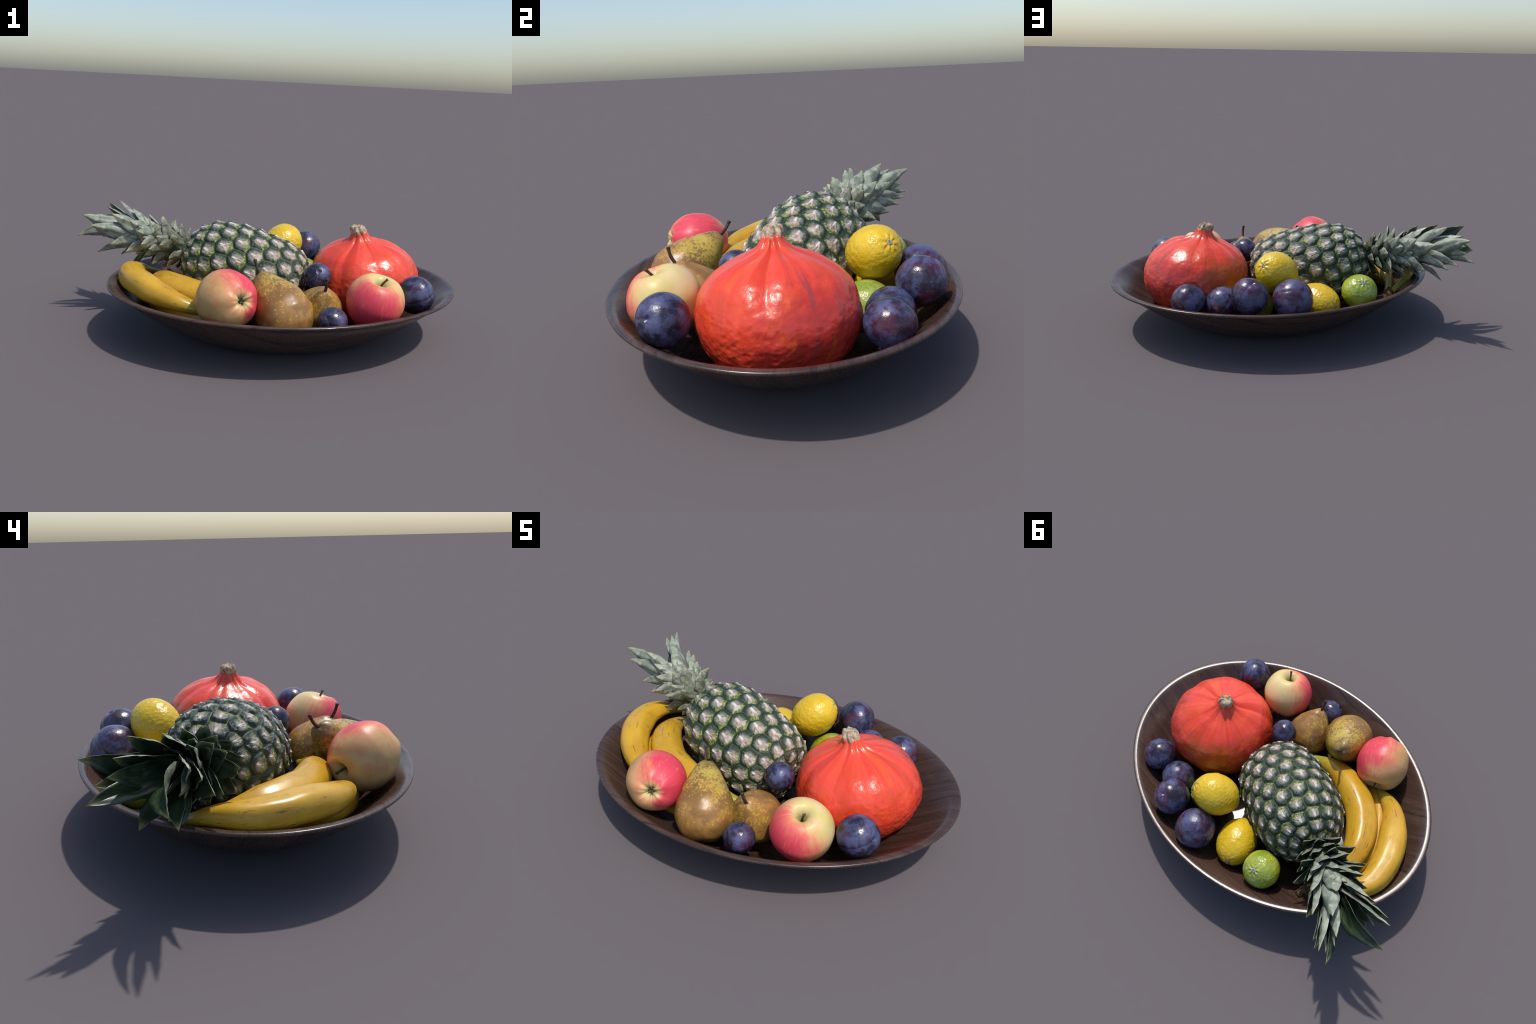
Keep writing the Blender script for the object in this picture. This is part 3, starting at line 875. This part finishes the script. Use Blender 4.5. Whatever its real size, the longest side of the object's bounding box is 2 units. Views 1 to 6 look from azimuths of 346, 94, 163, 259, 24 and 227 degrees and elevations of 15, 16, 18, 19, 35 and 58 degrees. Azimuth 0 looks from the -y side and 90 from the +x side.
    path = np.array([B0 - ax * 0.06 + ax * t * (L + 0.06) for t in np.linspace(0, 1, 20)])
    Vk, Fk = tube(path, np.interp(np.linspace(0, 1, 20), [0, 0.3, 1], [0.060, 0.058, 0.012]), 24)
    crown = put("crown", add_mesh("crown", Vk, Fk, M_LEAF_IN), root)

    def leaf(base, tip, half, radial, claw, age, k, cup=0.55):
        base, tip = np.array(base), np.array(tip)
        ln = np.linalg.norm(tip - base)
        fwd = unit(tip - base)
        out = radial - fwd * (radial @ fwd)
        out = unit(out)
        n, mm = 26, 9
        u = np.linspace(0, 1, n)
        mid = base + (tip - base) * 0.5 + out * claw * ln
        cen = ((1 - u) ** 2)[:, None] * base + (2 * u * (1 - u))[:, None] * mid + (u ** 2)[:, None] * tip
        tn = np.gradient(cen, axis=0)
        tn /= np.linalg.norm(tn, axis=1)[:, None]
        w = half * np.interp(u, [0, 0.12, 0.35, 0.6, 0.8, 0.93, 1.0], [0.90, 1.0, 1.0, 0.90, 0.61, 0.23, 0.01])
        v = np.linspace(-1, 1, mm)
        rows = {}
        side = np.cross(fwd, out)
        wob = 0.10 * np.sin(u * 5 + k) + 0.05 * np.sin(u * 13 + 2 * k)
        for shell, sg in (("o", 1), ("i", -1)):
            P = []
            for a in range(n):
                o_ = unit(out - tn[a] * (out @ tn[a]))
                s_ = np.cross(tn[a], o_)
                c_ = cup * (0.6 + 0.5 * u[a])
                th = 0.0032 * (1 - np.abs(v) ** 3) * (0.35 + 0.65 * (1 - u[a])) + 0.0004
                prof_ = -c_ * w[a] * (np.abs(v) ** 1.7) + 0.10 * w[a] * np.sin(6 * v + k + 7 * u[a])
                P.append(cen[a] + np.outer(v * w[a], s_) + np.outer(prof_ + sg * th, o_) + np.outer(wob[a] * w[a] * np.ones(mm), s_))
            rows[shell] = np.array(P).reshape(-1, 3)
        Vl = np.vstack([rows["o"], rows["i"]])
        Vl = Vl + 0.0036 * np.stack([fbm(Vl, 30, 2, 200 + k + 3 * q) for q in range(3)], 1)
        g = ring_faces(n, mm, False)
        off = n * mm
        fo = g
        fi_ = g[:, ::-1] + off
        # seams along both edges, the base and the tip
        loop = [a * mm for a in range(n)] + [(n - 1) * mm + j for j in range(1, mm)] + [a * mm + mm - 1 for a in range(n - 2, -1, -1)] + [j for j in range(mm - 2, 0, -1)]
        lp = np.array(loop)
        nx = np.roll(lp, -1)
        seam = np.stack([lp, nx, nx + off, lp + off], 1)
        # leaf frame: y along the leaf, scaled so that the tip is at y = 1
        Q = np.stack([side, fwd, out], 1)
        loc = (Vl - base) @ Q
        loc[:, 1] /= ln
        fm = np.concatenate([np.zeros(len(fo), int), np.ones(len(fi_), int), np.zeros(len(seam), int)])
        me = add_mesh("leaf", loc, np.vstack([fo, fi_, seam]), [M_LEAF_OUT, M_LEAF_IN], True, fm)
        Mm = np.eye(4)
        Mm[:3, :3] = Q * np.array([1, ln, 1])
        Mm[:3, 3] = base
        o = put("leaf", me, crown, Matrix(Mm.tolist()))
        o["ripeness"] = float(age)

    tips = [(-0.822, 0.633, 0.563), (-0.770, 0.489, 0.607), (-0.702, 0.380, 0.583), (-0.727, 0.226, 0.548), (-0.968, 0.331, 0.555),
            (-0.465, 0.372, 0.519), (-0.836, 0.534, 0.561), (-0.595, 0.200, 0.533), (-0.998, 0.395, 0.429), (-0.929, 0.290, 0.508),
            (-0.862, 0.623, 0.434), (-0.682, 0.523, 0.517), (-0.762, 0.477, 0.296), (-0.835, 0.594, 0.481), (-0.640, 0.515, 0.370),
            (-0.820, 0.298, 0.571), (-0.544, 0.218, 0.556), (-0.605, 0.447, 0.537), (-0.749, 0.204, 0.384), (-0.672, 0.135, 0.442),
            (-0.776, 0.610, 0.418), (-0.689, 0.178, 0.501), (-0.828, 0.243, 0.414), (-0.474, 0.432, 0.372), (-0.542, 0.374, 0.541),
            (-0.581, 0.106, 0.444), (-0.543, 0.305, 0.554),
            (-0.892, 0.362, 0.341), (-0.707, 0.350, 0.255), (-0.616, 0.142, 0.330), (-0.740, 0.574, 0.390),
            # inner leaves of the two tufts
            (-0.850, 0.555, 0.510), (-0.905, 0.350, 0.470), (-0.865, 0.420, 0.415), (-0.590, 0.360, 0.270)]
    used = []
    for k, t in enumerate(tips):
        t = np.array(t)
        rel = t - B0
        st = rel @ ax
        rad = rel - ax * st
        rt = np.linalg.norm(rad)
        want = np.interp(st, [0.0, 0.15, 0.30, 0.42, 0.55], [0.12, 0.15, 0.22, 0.30, 0.36])
        back = math.sqrt(max(want ** 2 - rt ** 2, 0.0016))
        sb = max(st - back, 0.0 + 0.01 * (k % 3))
        radial = unit(rad)
        base = B0 + ax * sb + radial * np.interp(sb, [0, L], [0.052, 0.012])
        half = np.interp(st, [0, 0.12, 0.3, 0.5], [0.034, 0.038, 0.046, 0.047]) * (0.92 + 0.16 * ((k * 7) % 5) / 5)
        leaf(base, t, half * (1.2 if k == 8 else 1.0), radial, -0.18 if k == 8 else -0.08 if radial[2] < -0.2 and st > 0.35 else 0.045, np.clip(1 - st / 0.42, 0, 1) * (0.7 + 0.3 * ((k * 3) % 4) / 3), k)
        used.append(t)
    # the remaining leaves follow the spiral and stay inside the measured ones
    n = 52
    for k in range(n):
        q = k / (n - 1)
        sb = 0.0 + 0.20 * q ** 1.1
        a = k * GOLD + 2.1
        radial = S[:, 0] * math.cos(a) + S[:, 1] * math.sin(a)
        ln = np.interp(q, [0, 0.3, 0.7, 1], [0.085, 0.120, 0.150, 0.160]) * rng.uniform(0.85, 1.1)
        ang = math.radians(np.interp(q, [0, 0.3, 0.7, 1], [66, 52, 38, 26]) + rng.uniform(-6, 6))
        base = B0 + ax * sb + radial * np.interp(sb, [0, L], [0.052, 0.012])
        tip = base + (ax * math.cos(ang) + radial * math.sin(ang)) * ln
        if min(np.linalg.norm(tip - t) for t in used) < 0.045:
            continue
        leaf(base, tip, np.interp(q, [0, 0.4, 1], [0.030, 0.036, 0.036]), radial, 0.06, np.clip(1.0 - q * 1.3, 0, 1), 40 + k)
    # ring of dry scraps where the crown meets the fruit
    Vd, Fd = [], []
    for k in range(46):
        a = k * GOLD
        radial = S[:, 0] * math.cos(a) + S[:, 1] * math.sin(a)
        sd = np.cross(ax, radial)
        base = B0 - ax * rng.uniform(0.015, 0.045) + radial * rng.uniform(0.045, 0.062)
        dr = unit(radial * rng.uniform(0.5, 1.1) + ax * rng.uniform(-0.3, 0.9) + sd * rng.uniform(-0.4, 0.4))
        ln, w = rng.uniform(0.018, 0.036), rng.uniform(0.003, 0.006)
        nn = np.cross(dr, sd)
        b = len(Vd)
        for t, ww in ((0, 1), (0.5, 0.8), (1, 0.1)):
            p = base + dr * ln * t + radial * 0.006 * t * t
            Vd += [p - sd * w * ww, p + nn * 0.0015, p + sd * w * ww, p - nn * 0.0015]
        for r_ in range(2):
            for q in range(4):
                x0, x1 = b + r_ * 4 + q, b + r_ * 4 + (q + 1) % 4
                Fd.append([x0, x1, x1 + 4, x0 + 4])
    o = put("dry_bract", add_mesh("dry_bract", np.array(Vd), Fd, M_DRY), root)
    o["kind"] = "stuff"

# ------------------------------------------------------------------ assemble
build_bowl()
build_pumpkin()
build_pineapple()
build_bananas()

A1 = np.array([0.4098, -0.4285, 0.287])
A1_axis = (0.06, -0.28, 0.96)
A2 = np.array([-0.3216, -0.4241, 0.3185])
A2_axis = (-0.3706, 0.8915, -0.2604)
def local(dirw, axis): return frame(axis).T @ unit(dirw)
build_apple(A1, A1_axis, 0.1420, 0.130, mat_apple("apple_skin", local((-0.55, -0.75, -0.25), A1_axis), 1.0), (0.4348, -0.4836, 0.4184), 3)
build_apple(A2, A2_axis, 0.1405, 0.139, mat_apple("apple_skin.001", local((0.90, 0.12, 0.38), A2_axis), 1.15, local((-0.9, -0.2, 0.1), A2_axis)), (-0.3752, -0.2907, 0.2779), 5)

def pear_mat(name, c, neck, russet, red):
    ax = np.array(neck) - np.array(c)
    return mat_pear(name, local(russet, ax), local(red, ax))
p1, n1 = (-0.0497, -0.460, 0.2428), (-0.1346, -0.2846, 0.4001)
build_pear(p1, n1, (-0.1527, -0.2443, 0.4578), 0.136, pear_mat("pear_skin", p1, n1, (0.2, -1, -0.2), (-1, 0.1, -0.1)), 8)
p2, n2 = (0.1522, -0.3372, 0.2083), (0.1477, -0.4382, 0.3548)
build_pear(p2, n2, (0.1384, -0.4621, 0.4226), 0.122, pear_mat("pear_skin.001", p2, n2, (0.8, 0.3, 0.6), (-1, -0.3, -0.2)), 9)

build_citrus("lemon", "bright yellow lemon with pitted peel", (0.1565, 0.3614, 0.3812), (0.7363, 0.4378, 0.5159), 0.1065, 0.124, M_LEMON, M_SCAR, 0.012, 21)
build_citrus("lemon", "bright yellow lemon with pitted peel", (-0.0541, 0.4273, 0.2151), (-0.45, 0.89, 0.03), 0.1045, 0.130, M_LEMON, M_SCAR, 0.016, 23)
build_citrus("lime", "round green lime with waxy pale patches", (-0.2787, 0.4600, 0.2699), (0.0102, 0.6097, 0.7926), 0.0965, 0.088, M_LIME, M_LIMESCAR, 0, 25)
build_citrus("lime", "round green lime with waxy pale patches", (0.2720, 0.3190, 0.1976), (0.5, 0.6, 0.3), 0.104, 0.112, M_LIME, M_LIMESCAR, 0, 27)

plums = [((0.6448, -0.3815, 0.3008), 0.0942, (0.69, -0.29, 0.30), (-0.4, -0.9, -0.2)),
         ((0.1582, -0.5319, 0.2320), 0.0715, (-0.6, -0.55, 0.55), (-0.2, -0.8, -0.4)),
         ((0.1959, -0.1820, 0.3467), 0.0700, (-0.2, -0.75, 0.62), (-0.35, -0.5, -0.8)),
         ((0.6296, 0.3725, 0.2701), 0.0895, (-0.4, 0.85, -0.1), (-0.1, 0.3, -1.0)),
         ((0.4548, 0.3942, 0.2431), 0.0925, (-0.35, 0.65, 0.65), (0.45, 0.8, -0.4)),
         ((0.3454, 0.5179, 0.3201), 0.0960, (-0.05, 0.42, 0.9), (0.7, 0.6, -0.2)),
         ((0.1257, 0.5503, 0.2959), 0.1040, (-0.95, 0.1, -0.15), (-0.4, 0.6, 0.5))]
for k, (c, r, pole, seam) in enumerate(plums):
    build_plum(c, r, pole, seam, 60 + 5 * k)

for o in bpy.data.objects:
    if "_w" in o:
        del o["_w"]
